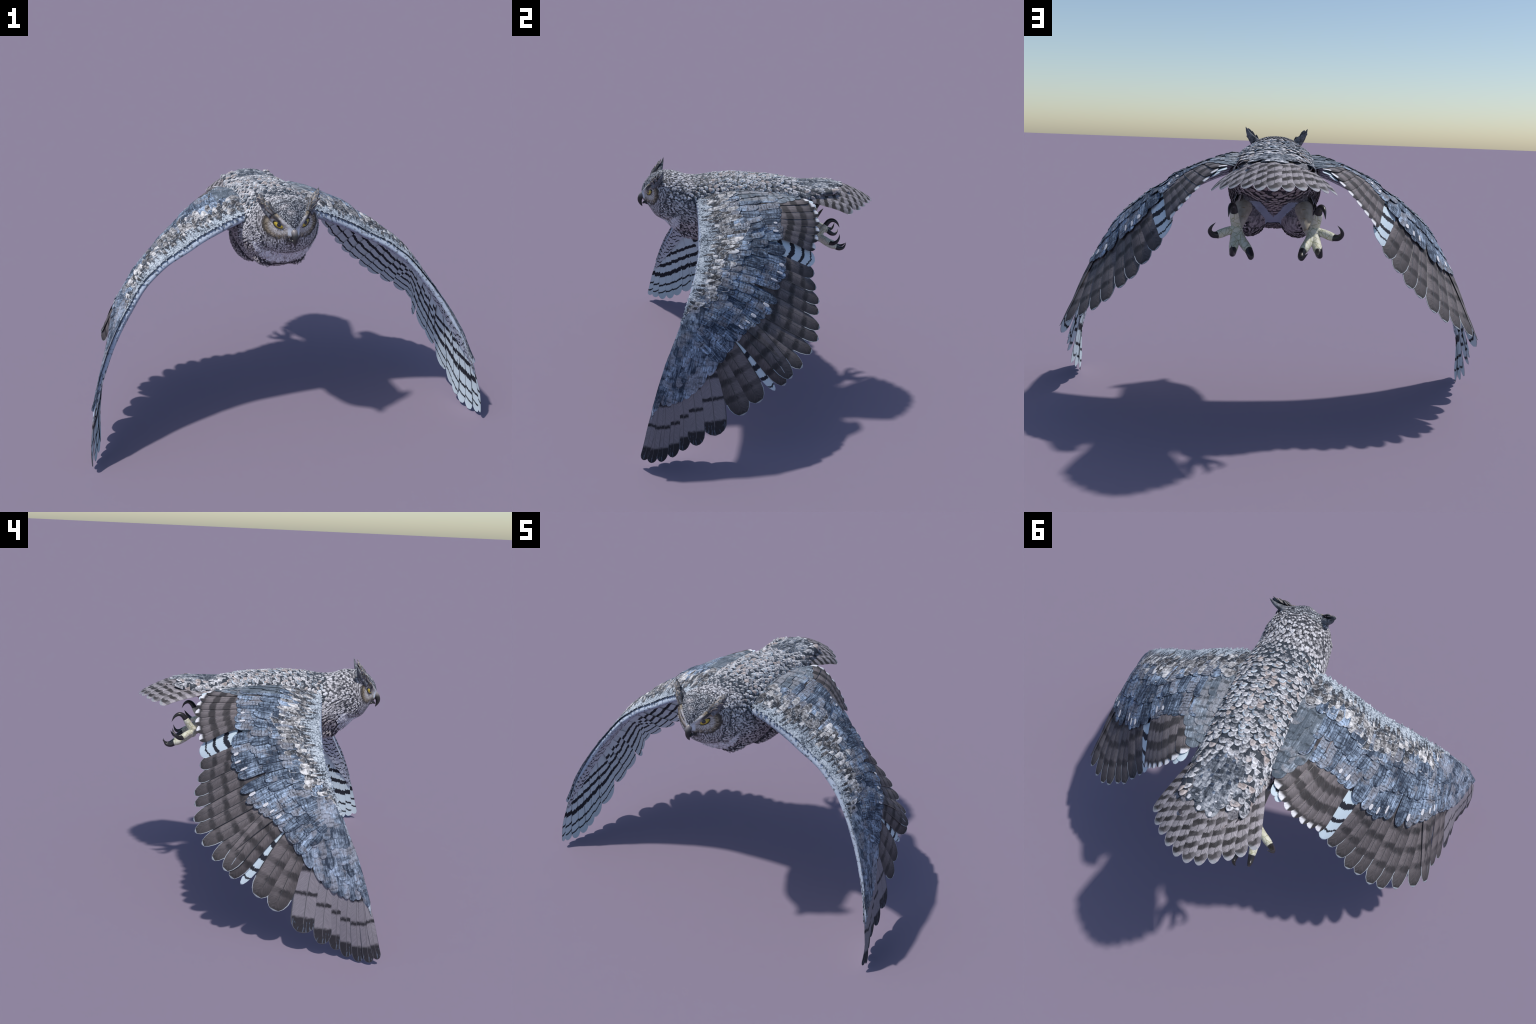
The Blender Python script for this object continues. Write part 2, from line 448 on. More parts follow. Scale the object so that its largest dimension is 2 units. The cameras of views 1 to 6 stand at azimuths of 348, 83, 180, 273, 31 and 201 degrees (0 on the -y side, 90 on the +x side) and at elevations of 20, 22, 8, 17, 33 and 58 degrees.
owl = empty("owl")
owl["label"] = "grey horned owl gliding with wings swept down and talons trailing"
owl["category"] = "owl"


# ------------------------------------------------------------------ curve helpers
def hermite(p0, p1, m0, m1, t):
    t2, t3 = t * t, t * t * t
    return p0 * (2 * t3 - 3 * t2 + 1) + m0 * (t3 - 2 * t2 + t) + p1 * (-2 * t3 + 3 * t2) + m1 * (t3 - t2)


def spline(knots, pts, t):
    """cubic through pts at the given knots"""
    n = len(knots)
    i = max(0, min(n - 2, int(np.searchsorted(knots, t)) - 1))
    h = knots[i + 1] - knots[i]

    def slope(j):
        if j == 0:
            return (pts[1] - pts[0]) / (knots[1] - knots[0])
        if j == n - 1:
            return (pts[-1] - pts[-2]) / (knots[-1] - knots[-2])
        return (pts[j + 1] - pts[j - 1]) / (knots[j + 1] - knots[j - 1])
    return hermite(pts[i], pts[i + 1], slope(i) * h, slope(i + 1) * h, (t - knots[i]) / h)


def curve1(table):
    ks = [a for a, *_ in table]
    vs = [np.array(b, float) for _, *b in table]
    return lambda t: spline(ks, vs, min(max(t, ks[0]), ks[-1]))


# ------------------------------------------------------------------ body
# y : top z, bottom z, half width, height of the widest line, squareness
BODY = curve1([
    (-0.648, 1.125, 1.090, 0.006, 1.105, 1.0),
    (-0.636, 1.160, 1.060, 0.022, 1.105, 1.0),
    (-0.615, 1.188, 1.040, 0.045, 1.105, 0.95),
    (-0.597, 1.206, 1.010, 0.070, 1.105, 0.90),
    (-0.580, 1.216, 0.985, 0.095, 1.105, 0.85),
    (-0.562, 1.221, 0.972, 0.124, 1.105, 0.85),
    (-0.535, 1.225, 0.962, 0.143, 1.10, 0.88),
    (-0.500, 1.226, 0.925, 0.153, 1.09, 0.92),
    (-0.460, 1.221, 0.888, 0.158, 1.07, 0.95),
    (-0.410, 1.205, 0.866, 0.162, 1.05, 0.95),
    (-0.350, 1.197, 0.838, 0.175, 1.03, 0.95),
    (-0.260, 1.202, 0.814, 0.190, 1.02, 0.92),
    (-0.150, 1.205, 0.826, 0.197, 1.02, 0.90),
    (-0.050, 1.197, 0.848, 0.197, 1.02, 0.88),
    (0.080, 1.184, 0.880, 0.188, 1.03, 0.88),
    (0.180, 1.163, 0.930, 0.172, 1.05, 0.90),
    (0.260, 1.148, 0.965, 0.158, 1.08, 0.92),
    (0.340, 1.142, 1.035, 0.145, 1.105, 0.95),
    (0.420, 1.136, 1.080, 0.140, 1.108, 1.0),
    (0.500, 1.112, 1.085, 0.100, 1.098, 1.0)])


def loft(sections, nseg=48):
    bm = bmesh.new()
    rings = []
    for y in sections:
        top, bot, hw, zc, sq = BODY(y)
        ring = []
        for k in range(nseg):
            a = 2 * math.pi * k / nseg
            c, s = math.cos(a), math.sin(a)
            X = hw * math.copysign(abs(c) ** sq, c)
            if s < 0 and y > 0.02:
                X = hw * math.copysign(abs(c) ** (sq + min(0.35, (y - 0.02) * 3)), c)
            Z = zc + ((top - zc) if s > 0 else (zc - bot)) * math.copysign(abs(s) ** sq, s)
            ring.append(bm.verts.new((X, y, Z)))
        rings.append(ring)
    for a, b in zip(rings, rings[1:]):
        for k in range(nseg):
            bm.faces.new((a[k], a[(k + 1) % nseg], b[(k + 1) % nseg], b[k]))
    bm.faces.new(rings[0])
    bm.faces.new(list(reversed(rings[-1])))
    return bm


def blob(bm, c, r, rot=None):
    mt = Matrix.Translation(c) @ (rot.to_4x4() if rot else Matrix()) @ Matrix.Diagonal((*r, 1))
    bmesh.ops.create_icosphere(bm, subdivisions=3, radius=1, matrix=mt)


def capsule(bm, a, b, ra, rb, n=8):
    for i in range(n + 1):
        t = i / n
        r = ra + (rb - ra) * t
        blob(bm, V(a).lerp(V(b), t), (r, r, r))


ys = sorted(set([-0.648, -0.642, -0.636, -0.626] + list(np.linspace(-0.615, 0.5, 70))))
bm = loft(ys)
for s in (1, -1):
    capsule(bm, (s * 0.012, -0.634, 1.118), (s * 0.066, -0.602, 1.160), 0.012, 0.015)      # brow
    capsule(bm, (s * 0.066, -0.602, 1.160), (s * 0.104, -0.548, 1.192), 0.015, 0.020)
    blob(bm, (s * 0.104, -0.055, 0.890), (0.080, 0.235, 0.093))                               # thigh
    blob(bm, (s * 0.118, 0.13, 0.945), (0.054, 0.10, 0.055))
    blob(bm, (s * 0.060, -0.32, 0.914), (0.075, 0.14, 0.066))                               # breast halves
me = bpy.data.meshes.new("body_raw")
bm.normal_update()
bm.to_mesh(me)
bm.free()
raw = bpy.data.objects.new("body_raw", me)
COLL.objects.link(raw)
md = raw.modifiers.new("r", "REMESH")
md.mode = "VOXEL"
md.voxel_size = 0.0065
md = raw.modifiers.new("s", "SMOOTH")
md.factor = 0.5
md.iterations = 7
dg = bpy.context.evaluated_depsgraph_get()
body = bpy.data.meshes.new_from_object(raw.evaluated_get(dg))
bpy.data.objects.remove(raw)
BV = np.array([v.co[:] for v in body.vertices])
BN = np.array([v.normal[:] for v in body.vertices])
tree = BVHTree.FromPolygons([V(v) for v in BV], [tuple(p.vertices) for p in body.polygons])

def crotch(c):
    """pale bare V between the thighs"""
    v = 0.75 * (c[2] - 0.858)
    return c[1] > -0.02 and c[2] < 0.965 and (v - 0.026 < abs(c[0]) < max(v, 0) + 0.016 or (c[2] < 0.885 and abs(c[0]) < 0.034))


REGIONS = ["head", "neck", "torso", "tail", "thigh", "thigh_r"]


def region(c):
    x, y, z = c
    if y < -0.468 + 0.25 * (1.08 - z) * (1 if z < 1.08 else 0.2):
        return 0
    if y < -0.36:
        return 1
    if y > 0.30:
        return 3
    if z < 0.90 and y > -0.12 and abs(x) > 0.02:
        return 4 if x > 0 else 5
    return 2


by = {k: [] for k in range(6)}
for p in body.polygons:
    by[region(p.center)].append(tuple(p.vertices))
parts = {}
for k, faces in by.items():
    used = sorted({i for f in faces for i in f})
    re = {o: n for n, o in enumerate(used)}
    name = REGIONS[k].replace("_r", "")
    if k == 0:
        mats = [M_HEAD]
    elif k in (4, 5):
        mats = [M_THIGH, M_CROTCH]
    else:
        mats = [M_SKIN, M_CROTCH]
    idx = []
    for f in faces:
        c = BV[list(f)].mean(0)
        cro = k in (2, 4, 5) and crotch(c)
        idx.append(1 if cro and len(mats) > 1 else 0)
    me = mesh_of(name, BV[used], [tuple(re[i] for i in f) for f in faces], mats, idx)
    me.normals_split_custom_set_from_vertices([tuple(BN[i]) for i in used])
    parts[REGIONS[k]] = add(name, me, owl)


# ------------------------------------------------------------------ feathers
COLS = (-1.0, -0.92, -0.50, -0.030, 0.030, 0.50, 0.92, 1.0)


def blade(P, nrm, W, L, rows, mats, tip=0.16, base_w=0.4, thick=0.0012, bow=0.10, rim_from=0.55, pts=1.0, top_slots=(0, 1, 2), under_slot=3, frame=None, base_slot=None, base_to=0.0, dark_mid=None, tip_slot=None):
    """two-sided feather. P(t, x) -> point of the top face, t 0..1 from quill to tip, x metres across.
    Returns verts in world space, faces and slot numbers."""
    ts = [i / (rows - 3) * (1 - tip) for i in range(rows - 2)]
    ts += [1 - tip * 0.62, 1 - tip * 0.30, 1 - tip * 0.09, 1.0]
    top, bot = [], []
    for t in ts:
        w = W * 0.5 * min(1.0, base_w + (1 - base_w) * (t / 0.45) ** 0.8 if t > 0 else base_w)
        if t > 1 - tip:
            q = (t - 1 + tip) / tip
            w *= max(0.06, (1 - q ** (2 * pts)) ** (0.5 * pts) if q < 1 else 0.06)
        for c in COLS:
            x = c * w
            p = P(t, x)
            n = nrm(t)
            h = -bow * abs(x) * abs(c)
            top.append(p + n * h)
            bot.append(p + n * (h - thick))
    nc = len(COLS)
    nr = len(ts)
    off = len(top)
    faces, idx = [], []
    for i in range(nr - 1):
        for j in range(nc - 1):
            a, b, c, d = i * nc + j, i * nc + j + 1, (i + 1) * nc + j + 1, (i + 1) * nc + j
            edge = j in (0, nc - 2) or i >= nr - 2
            tm = 0.5 * (ts[i] + ts[i + 1])
            if base_slot is not None and tm < base_to:
                k = base_slot
            elif tip_slot is not None and tm > 1 - tip and edge:
                k = tip_slot
            elif edge and tm > rim_from:
                k = top_slots[1]
            elif dark_mid is not None and j in dark_mid[1] and tm < dark_mid[2]:
                k = dark_mid[0]
            elif j == (nc - 1) // 2 and tm < 0.93:
                k = top_slots[2]
            else:
                k = top_slots[0]
            faces.append((a, b, c, d))
            idx.append(k)
            faces.append((off + d, off + c, off + b, off + a))
            idx.append(under_slot)
    for i in range(nr - 1):
        for j in (0, nc - 1):
            a, b = i * nc + j, (i + 1) * nc + j
            q = (a, b, off + b, off + a) if j == 0 else (b, a, off + a, off + b)
            faces.append(q[::-1])
            idx.append(top_slots[1] if ts[i] > rim_from else top_slots[0])
    for i in (0, nr - 1):
        for j in range(nc - 1):
            a, b = i * nc + j, i * nc + j + 1
            q = (a, b, off + b, off + a) if i else (b, a, off + a, off + b)
            faces.append(q)
            idx.append(top_slots[1] if i else top_slots[0])
    return top + bot, faces, idx


# wing surface: rays run from the leading edge over the arm to a feather tip
RAYS = np.array([
    [(.09, -.34, 1.10), (.09, -.15, 1.135), (.09, .05, 1.125), (.09, .19, 1.105)],
    [(.17, -.352, 1.102), (.175, -.15, 1.142), (.168, .05, 1.128), (.165, .205, 1.100)],
    [(.26, -.352, 1.068), (.27, -.14, 1.115), (.265, .085, 1.107), (.213, .276, 1.091)],
    [(.33, -.353, 1.035), (.356, -.151, 1.078), (.345, .083, 1.072), (.263, .309, 1.04)],
    [(.40, -.355, .998), (.43, -.10, 1.045), (.393, .079, 1.038), (.325, .308, .972)],
    [(.455, -.358, .965), (.475, -.11, 1.005), (.435, .079, .997), (.395, .284, .884)],
    [(.52, -.363, .93), (.545, -.14, .967), (.54, .062, .893), (.456, .267, .765)],
    [(.575, -.372, .90), (.60, -.18, .925), (.592, .049, .838), (.533, .276, .670)],
    [(.625, -.385, .862), (.655, -.20, .882), (.640, .014, .791), (.60, .274, .600)],
    [(.67, -.40, .826), (.71, -.22, .825), (.727, -.018, .697), (.713, .251, .503)],
    [(.70, -.41, .795), (.748, -.25, .772), (.78, -.089, .663), (.79, .20, .455)],
    [(.725, -.423, .765), (.77, -.28, .735), (.815, -.11, .628), (.900, .085, .387)],
    [(.755, -.438, .725), (.795, -.32, .690), (.842, -.18, .57), (.895, .003, .315)],
    [(.79, -.455, .68), (.828, -.365, .62), (.872, -.26, .47), (.930, -.163, .213)],
    [(.835, -.482, .612), (.868, -.42, .54), (.91, -.365, .36), (.949, -.307, .115)],
    [(.872, -.508, .545), (.898, -.47, .47), (.930, -.43, .30), (.955, -.404, .067)],
    [(.893, -.528, .50), (.918, -.503, .42), (.945, -.48, .26), (.952, -.472, .040)],
    [(.912, -.545, .458), (.937, -.535, .37), (.960, -.525, .22), (.964, -.523, .013)],
    [(.930, -.562, .41), (.954, -.567, .33), (.974, -.573, .19), (.981, -.579, .003)],
    [(.946, -.578, .362), (.968, -.598, .28), (.990, -.615, .15), (.998, -.629, .013)],
    [(.965, -.603, .30), (.980, -.628, .22), (.995, -.648, .14), (.996, -.668, .032)]])
UK = [0.0, 0.33, 0.62, 1.0]
NR = len(RAYS)


def ray(r):
    r = min(max(r, 0.0), NR - 1.0)
    return [spline(list(range(NR)), RAYS[:, k], r) for k in range(4)]


def S(r, u):
    q = ray(r)
    if u > 1:
        return q[3] + (q[3] - spline(UK, q, 0.97)) / 0.03 * (u - 1)
    return spline(UK, q, max(u, 0.0))


def Sn(r, u):
    e = 0.02
    u = min(max(u, 0.02), 0.98)
    du = S(r, u + e) - S(r, u - e)
    r0, r1 = max(r - 0.25, 0), min(r + 0.25, NR - 1)
    dr = S(r1, u) - S(r0, u)
    n = np.cross(dr, du)
    return n / np.linalg.norm(n)


def wing_feather(rb, ub, rt, ut, W, lift=(0.0, 0.0), tilt=0.0, under=False, rows=12, sweep=0.0, **kw):
    """feather lying on the wing from (rb,ub) to (rt,ut); object frame at its tip: y to the tip, z outward"""
    N = 9
    pts, nr = [], []
    for i in range(N + 1):
        t = i / N
        r, u = rb + (rt - rb) * t + sweep * t * (1 - t), ub + (ut - ub) * t
        n = Sn(r, u)
        if under:
            n = -n
        p = S(r, u) + n * (lift[0] + (lift[1] - lift[0]) * t)
        pts.append(p)
        nr.append(n)
    ks = [i / N for i in range(N + 1)]
    L = sum(np.linalg.norm(pts[i + 1] - pts[i]) for i in range(N))

    def P0(t): return spline(ks, pts, t)
    def N0(t): return spline(ks, nr, t)

    def across(t):
        d = P0(min(t + 0.02, 1)) - P0(max(t - 0.02, 0))
        n = N0(t)
        a = np.cross(d, n)
        return a / np.linalg.norm(a), n / np.linalg.norm(n)

    cache = {}

    def ac(t):
        if t not in cache:
            cache[t] = (P0(t), *across(t))
        return cache[t]

    def P(t, x):
        p, a, n = ac(t)
        return p + a * x + n * (tilt * x)

    def nrm(t): return ac(t)[2]
    verts, faces, idx = blade(P, nrm, W, L, rows, None, **kw)
    tip = P0(1.0)
    yv = P0(1.0) - P0(0.55)
    yv /= np.linalg.norm(yv)
    zv = ac(0.8)[2]
    xv = np.cross(yv, zv)
    xv /= np.linalg.norm(xv)
    zv = np.cross(xv, yv)
    R = np.stack([xv, yv, zv], 1)
    local = (np.array(verts) - tip) @ R
    m = Matrix([[*R[0], tip[0]], [*R[1], tip[1]], [*R[2], tip[2]], [0, 0, 0, 1]])
    return local, faces, idx, m


# arm of the wing ----------------------------------------------------------
def arm_mesh():
    rs = np.linspace(0, NR - 1, 90)
    verts, rings = [], []
    for r in rs:
        f = r / (NR - 1)
        R0 = 0.0195 * (1 - f) ** 0.8 + 0.004
        uend = float(np.interp(r, [0, 10, 12, 14, 20], [.52, .50, .40, .27, .24]))
        us = [0.0, 0.03, 0.08, 0.15, 0.25, 0.35, 0.45, 0.55, 0.65, 0.80, 1.0]
        ring = []
        prof = []
        for k in us:
            u = k * uend
            th = 2 * R0 * (min(1.0, math.sqrt(max(0.0, k / 0.08)))) * (1 - 0.80 * k ** 1.2) + 0.001
            prof.append((u, th))
        for u, th in prof:                                  # top, front to back
            n = Sn(r, u)
            drop = R0 * (1 - min(1.0, math.sqrt(u / uend / 0.08)))
            ring.append(S(r, u) - n * (drop + 0.001))
        for u, th in reversed(prof[1:]):                     # underside, back to front
            n = Sn(r, u)
            ring.append(S(r, u) - n * (th + 0.001))
        rings.append(len(verts))
        verts += ring
        m = len(ring)
    faces, idx = [], []
    n_us = 11
    for a, b, r in zip(rings, rings[1:], rs):
        for k in range(m):
            k2 = (k + 1) % m
            faces.append((a + k, b + k, b + k2, a + k2))
            front = k < 2 or k >= m - 2
            if front:
                idx.append(0)
            elif k < n_us - 1:
                idx.append(1)
            else:
                idx.append(2)
    faces.append(tuple(range(rings[0], rings[0] + m)))
    faces.append(tuple(reversed(range(rings[-1], rings[-1] + m))))
    idx += [0, 0]
    return mesh_of("wing", verts, faces, [M_WSKIN, M_EDGE, M_WLIN], idx)


wing_mesh = arm_mesh()
wings = [add("wing", wing_mesh, owl, Matrix()), add("wing", wing_mesh, owl, Matrix.Diagonal((-1, 1, 1, 1)))]


def plant(name, data, mats):
    local, faces, idx, m = data
    me = mesh_of(name, local, faces, mats, idx)
    for w in wings:
        add(name, me, w, m)


S_MATS = [M_SEC, M_SHAFT_SHADE, M_SHAFT_SHADE, M_UND_S, M_RIM]  # second slot darkens the vane sides as painted overlap shadow
S_FLIP = [M_UND_F, M_UND_F, M_UND_F, M_UND_S, M_UND_F]
F_FLIP = [M_UND_F, M_UND_F, M_UND_F, M_UND_S, M_UND_F]
P_MATS = [M_PRI, M_RIM_P, M_SHAFT_P, M_UND_P]
T_MATS = [M_TER, M_TER, M_SHAFT_SHADE, M_UND_S]
T_FLIP = [M_UND_S, M_UND_S, M_UND_S, M_TER]

# primaries: ray, width
for i, (r, w, tw) in enumerate([(14, .128, 0), (15, .088, 0.0), (16, .072, 0), (17, .066, -.03), (18, .060, -.06), (19, .052, -.08), (20, .040, -.08)]):
    plant("primary_feather", wing_feather(r - 0.9, 0.10, r, 1.0, w, (-0.004, -0.002), tw, tip=0.11, bow=0.06, rows=13), P_MATS)

# secondaries: tips along the trailing edge, ray position found from the measured tips
SEC = [(6.0, 0), (6.62, 0), (7.33, 0), (8.0, 0), (8.55, 0), (9.0, 0), (9.85, 0), (10.5, 0), (11.0, 0), (11.5, 0), (12.0, 1), (12.5, 0), (13.0, 0)]
for i, (r, flip) in enumerate(SEC):
    w = 0.044 if flip else 0.088 if r < 12.4 else 0.118
    plant("secondary_feather", wing_feather(r + 0.1, 0.16, r, 1.0 + rng.uniform(-0.008, 0.008), w, (-0.006, 0.0) if not flip else (-0.014, -0.009), 0.07 if r < 10.6 else 0.0, tip=0.13, bow=0.10, rows=14, rim_from=0.3, tip_slot=4), S_FLIP if flip else S_MATS)

# inner secondaries turned pale side up, under the tertials
for r, u in ((5.5, 1.0),):
    plant("secondary_feather", wing_feather(r, 0.2, r, u, 0.10, (-0.008, -0.003), 0.06, tip=0.12), F_FLIP)
for r, u in ((1.95, 1.045), (2.35, 1.03)):
    plant("tertial_feather", wing_feather(r, 0.4, r, u, 0.055, (-0.006, -0.004), 0.04, tip=0.16), T_FLIP)

# tertials: upper, shorter layer with white tips
for r, u in ((1.9, 0.99), (2.45, 1.0), (3.0, 1.0), (3.55, 1.0), (4.1, 1.0), (4.55, 1.0), (5.0, 0.985)):
    plant("tertial_feather", wing_feather(r + 0.1, 0.34, r, u, 0.066, (0.004, 0.007), 0.10, tip=0.12, bow=0.12, rows=12), T_MATS)


# coverts on the upper side --------------------------------------------------
def tip_u(r):
    return float(np.interp(r, [0, 1, 2, 5, 6, 8, 10, 11, 12, 13, 14, 15, 16, 17, 18, 20], [.66, .66, .64, .64, .68, .67, .64, .61, .60, .59, .58, .57, .53, .47, .37, .33]))


B_MATS = [M_BLUE, M_BLUE_D, M_BLUE, M_UND_C, M_SPOT, M_BLUE_D]
SPOTTED = dict(dark_mid=None)


def covert(r, ut, ln, W, mats, lift, name="wing_covert_feather", slant=0.1, spot=False, **kw):
    ub = max(0.03, ut - ln)
    rr = r + rng.uniform(-0.06, 0.06)
    d = wing_feather(rr + slant, ub, rr, ut + rng.uniform(-0.012, 0.012), W * rng.uniform(0.92, 1.12), lift, 0.09 + rng.uniform(-0.03, 0.03), rows=8, thick=0.0012, **kw)
    plant(name, d, mats)


# greater coverts, the row with white spots near the tips, then two rows above it
for row, (du, ln, w, step, lift) in enumerate([(0.0, .40, .064, .50, (.001, .008)), (-.15, .36, .060, .50, (.003, .010)), (-.27, .26, .054, .48, (.005, .012))]):
    r = 1.7 + 0.25 * (row % 2)
    while r < 13.3:
        k = tip_u(r) + du * (1 if r < 10 else 0.75)
        covert(r, k, ln, w * rng.uniform(.85, 1.15), B_MATS, lift, tip=rng.uniform(.14, .26), bow=0.10, rim_from=0.55)
        r += step * rng.uniform(0.9, 1.1)
# white spots as little feather tips lying on the greater coverts
for r in (4.1, 4.95, 6.35, 7.0, 7.7, 8.9, 9.8, 10.7, 11.3):
    u = tip_u(r) - rng.uniform(0.02, 0.045)
    d = wing_feather(r, u - rng.uniform(0.034, 0.048), r, u, rng.uniform(.010, .018), (0.0105, 0.0105), 0.09, rows=6, tip=0.5, base_w=0.6, rim_from=2.0)
    plant("white_spot", d, [M_SPOT] * 6)

# hand coverts: long, running with the leading edge
H_MATS = [M_SLATE, M_SLATE, M_SLATE, M_UND_C, M_SPOT, M_BLUE_D]
for row, (du, back, lift) in enumerate([(0.0, 3.0, (.002, .006)), (-.12, 3.0, (.003, .008)), (-.24, 2.6, (.004, .010)), (-.34, 2.4, (.005, .011)), (-.43, 2.2, (.006, .011))]):
    r = 12.0 + 0.3 * (row % 2)
    while r < (18.2 if row < 2 else 20.0):
        ut = max(0.06, tip_u(r) + du)
        rr = min(20.0, r)
        W = float(np.interp(r, [12, 15, 20], [.060, .050, .030]))
        d = wing_feather(rr - back, max(0.015, 0.4 * ut - 0.02), rr, ut, W, (lift[0], lift[1] * float(np.interp(rr, [14, 19], [1, .45]))), 0.03, rows=9, tip=0.12, bow=0.10, rim_from=2.0, thick=0.0015)
        plant("hand_covert_feather", d, H_MATS)
        r += (0.55 if r < 15 else 0.62) * rng.uniform(0.9, 1.1)

# scapulars: grey panel between back and wing
G_MATS = [M_SCAP, M_SCAP, M_SCAP, M_UND_C]
for row, ut in enumerate((0.98, 0.86, 0.74, 0.62, 0.50, 0.38, 0.28)):
    r = 0.55 + 0.2 * (row % 2)
    while r < 2.0 - 0.4 * (row < 2):
        covert(r, ut, .26, .055, G_MATS, (.003, .008), "scapular_feather", tip=0.25, bow=0.08, rim_from=2.0)
        r += 0.42

# lesser coverts: pale scales along the arm, dark bases painting the shade under overlapping tips
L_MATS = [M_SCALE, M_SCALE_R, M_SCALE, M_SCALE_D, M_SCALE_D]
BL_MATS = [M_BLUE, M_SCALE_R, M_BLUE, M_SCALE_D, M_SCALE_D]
LF_MATS = [M_EDGE, M_EDGE, M_EDGE, M_EDGE, M_EDGE]
for row, ut in enumerate((0.35, 0.30, 0.255, 0.215, 0.18, 0.148, 0.12, 0.095, 0.072, 0.052)):
    r = 1.1 + 0.17 * (row % 2)
    rend = 11.2 + 0.25 * row
    while r < rend:
        f = min(1.0, (0.345 - ut) / 0.25)
        W = (0.046 - 0.022 * f) * rng.uniform(0.8, 1.15)
        k = ut * (1.0 if r < 9 else 1 - 0.16 * (r - 9))
        covert(r, k + rng.uniform(-.035, .03), 0.15 - 0.07 * f, W, (BL_MATS if (row == 0 and rng.random() < 0.40) or (row == 1 and rng.random() < 0.15) else L_MATS) if row < 5 else LF_MATS, (.008, .0135 - 0.006 * f), "lesser_covert_feather", slant=-0.12, tip=0.5, pts=rng.choice((0.9, 1.0, 1.3)), bow=0.16, rim_from=0.70, base_w=0.6, base_slot=4, base_to=rng.choice((0.42, 0.5, 0.6)))
        r += (0.36 - 0.11 * f) * (1.0 if r < 6 else 1.25) * rng.uniform(0.85, 1.15)

# lining of the wing, underside ------------------------------------------------
U_MATS = [M_UND_C, M_UND_C, M_UND_C, M_UND_C]
for row, (ut, ln, w, step) in enumerate([(0.43, .26, .052, .52), (0.35, .22, .046, .46), (0.27, .18, .040, .42), (0.20, .14, .034, .42)]):
    r = 1.0 + 0.25 * (row % 2)
    while r < 19.8:
        k = ut * float(np.interp(r, [0, 9, 13, 20], [1, 1, .85, .75]))
        rb = r - (0.0 if r < 11 else min(1.6, (r - 11) * 0.4))
        f = r / 20
        R0 = 0.042 * (1 - f) ** 0.8 + 0.006
        th = R0 * (1 - 0.8 * (k / 0.72) ** 1.2) + 0.004
        tb = R0 * (1 - 0.8 * (max(.05, k - ln) / 0.72) ** 1.2) + 0.003
        d = wing_feather(rb, max(0.04, k - ln), r, k, w * float(np.interp(r, [0, 12, 20], [1, .95, .62])), (tb, th + 0.003), -0.08, under=True, rows=8, tip=0.2, bow=0.08, rim_from=2.0)
        plant("under_covert_feather", d, U_MATS)
        r += step * (1.0 if r < 13 else 1.25) * rng.uniform(0.92, 1.08)


# ------------------------------------------------------------------ tail
TAILP = curve1([(0.20, 1.148), (0.30, 1.145), (0.38, 1.143), (0.45, 1.139), (0.52, 1.122), (0.58, 1.095), (0.64, 1.062), (0.675, 1.036), (0.72, 1.0)])


def tail_pt(x, y, lift=0.0):
    k = 1.75 if y > 0.42 else 1.75
    return np.array((x, y, TAILP(y)[0] - k * x * x + lift))


def tail_n(x, y):
    e = 0.01
    n = np.cross(tail_pt(x + e, y) - tail_pt(x - e, y), tail_pt(x, y + e) - tail_pt(x, y - e))
    return n / np.linalg.norm(n)


def tail_feather(x0, y0, x1, y1, W, lift, tilt=0.0, rows=12, **kw):
    d = np.array((x1 - x0, y1 - y0))
    L = float(np.linalg.norm(d))
    d /= L
    a2 = np.array((d[1], -d[0]))

    def P(t, x):
        q = np.array((x0, y0)) + d * L * t + a2 * x
        cx, cy = x0 + d[0] * L * t, y0 + d[1] * L * t
        return tail_pt(cx, cy) + (tail_pt(q[0], q[1]) - tail_pt(cx, cy)) + tail_n(cx, cy) * (lift + tilt * x)

    def nrm(t): return tail_n(x0 + d[0] * L * t, y0 + d[1] * L * t)
    verts, faces, idx = blade(P, nrm, W, L, rows, None, **kw)
    tip = P(1.0, 0)
    yv = P(1.0, 0) - P(0.6, 0)
    yv /= np.linalg.norm(yv)
    zv = nrm(0.8)
    xv = np.cross(yv, zv)
    xv /= np.linalg.norm(xv)
    zv = np.cross(xv, yv)
    R = np.stack([xv, yv, zv], 1)
    local = (np.array(verts) - tip) @ R
    return local, faces, idx, Matrix([[*R[0], tip[0]], [*R[1], tip[1]], [*R[2], tip[2]], [0, 0, 0, 1]])


def single(name, data, mats, parent):
    local, faces, idx, m = data
    add(name, mesh_of(name, local, faces, mats, idx), parent, m)


tail = parts["tail"]
TIPS = [(0.0, 0.676), (0.049, 0.668), (0.098, 0.643), (0.147, 0.608), (0.185, 0.574), (0.222, 0.523)]
for i, (x, y) in enumerate(TIPS):
    for s in ((1, -1) if i else (1,)):
        single("tail_feather", tail_feather(s * x * (0.30 + 0.055 * i), 0.27 - 0.012 * i, s * x, y, 0.058, -0.002 * i, -s * 0.05 if i else 0.0, tip=0.13, pts=1.2, bow=0.08, rim_from=0.90, rows=14),
               [M_TAIL, M_RIM_T, M_SHAFT_SHADE, M_TAIL], tail)

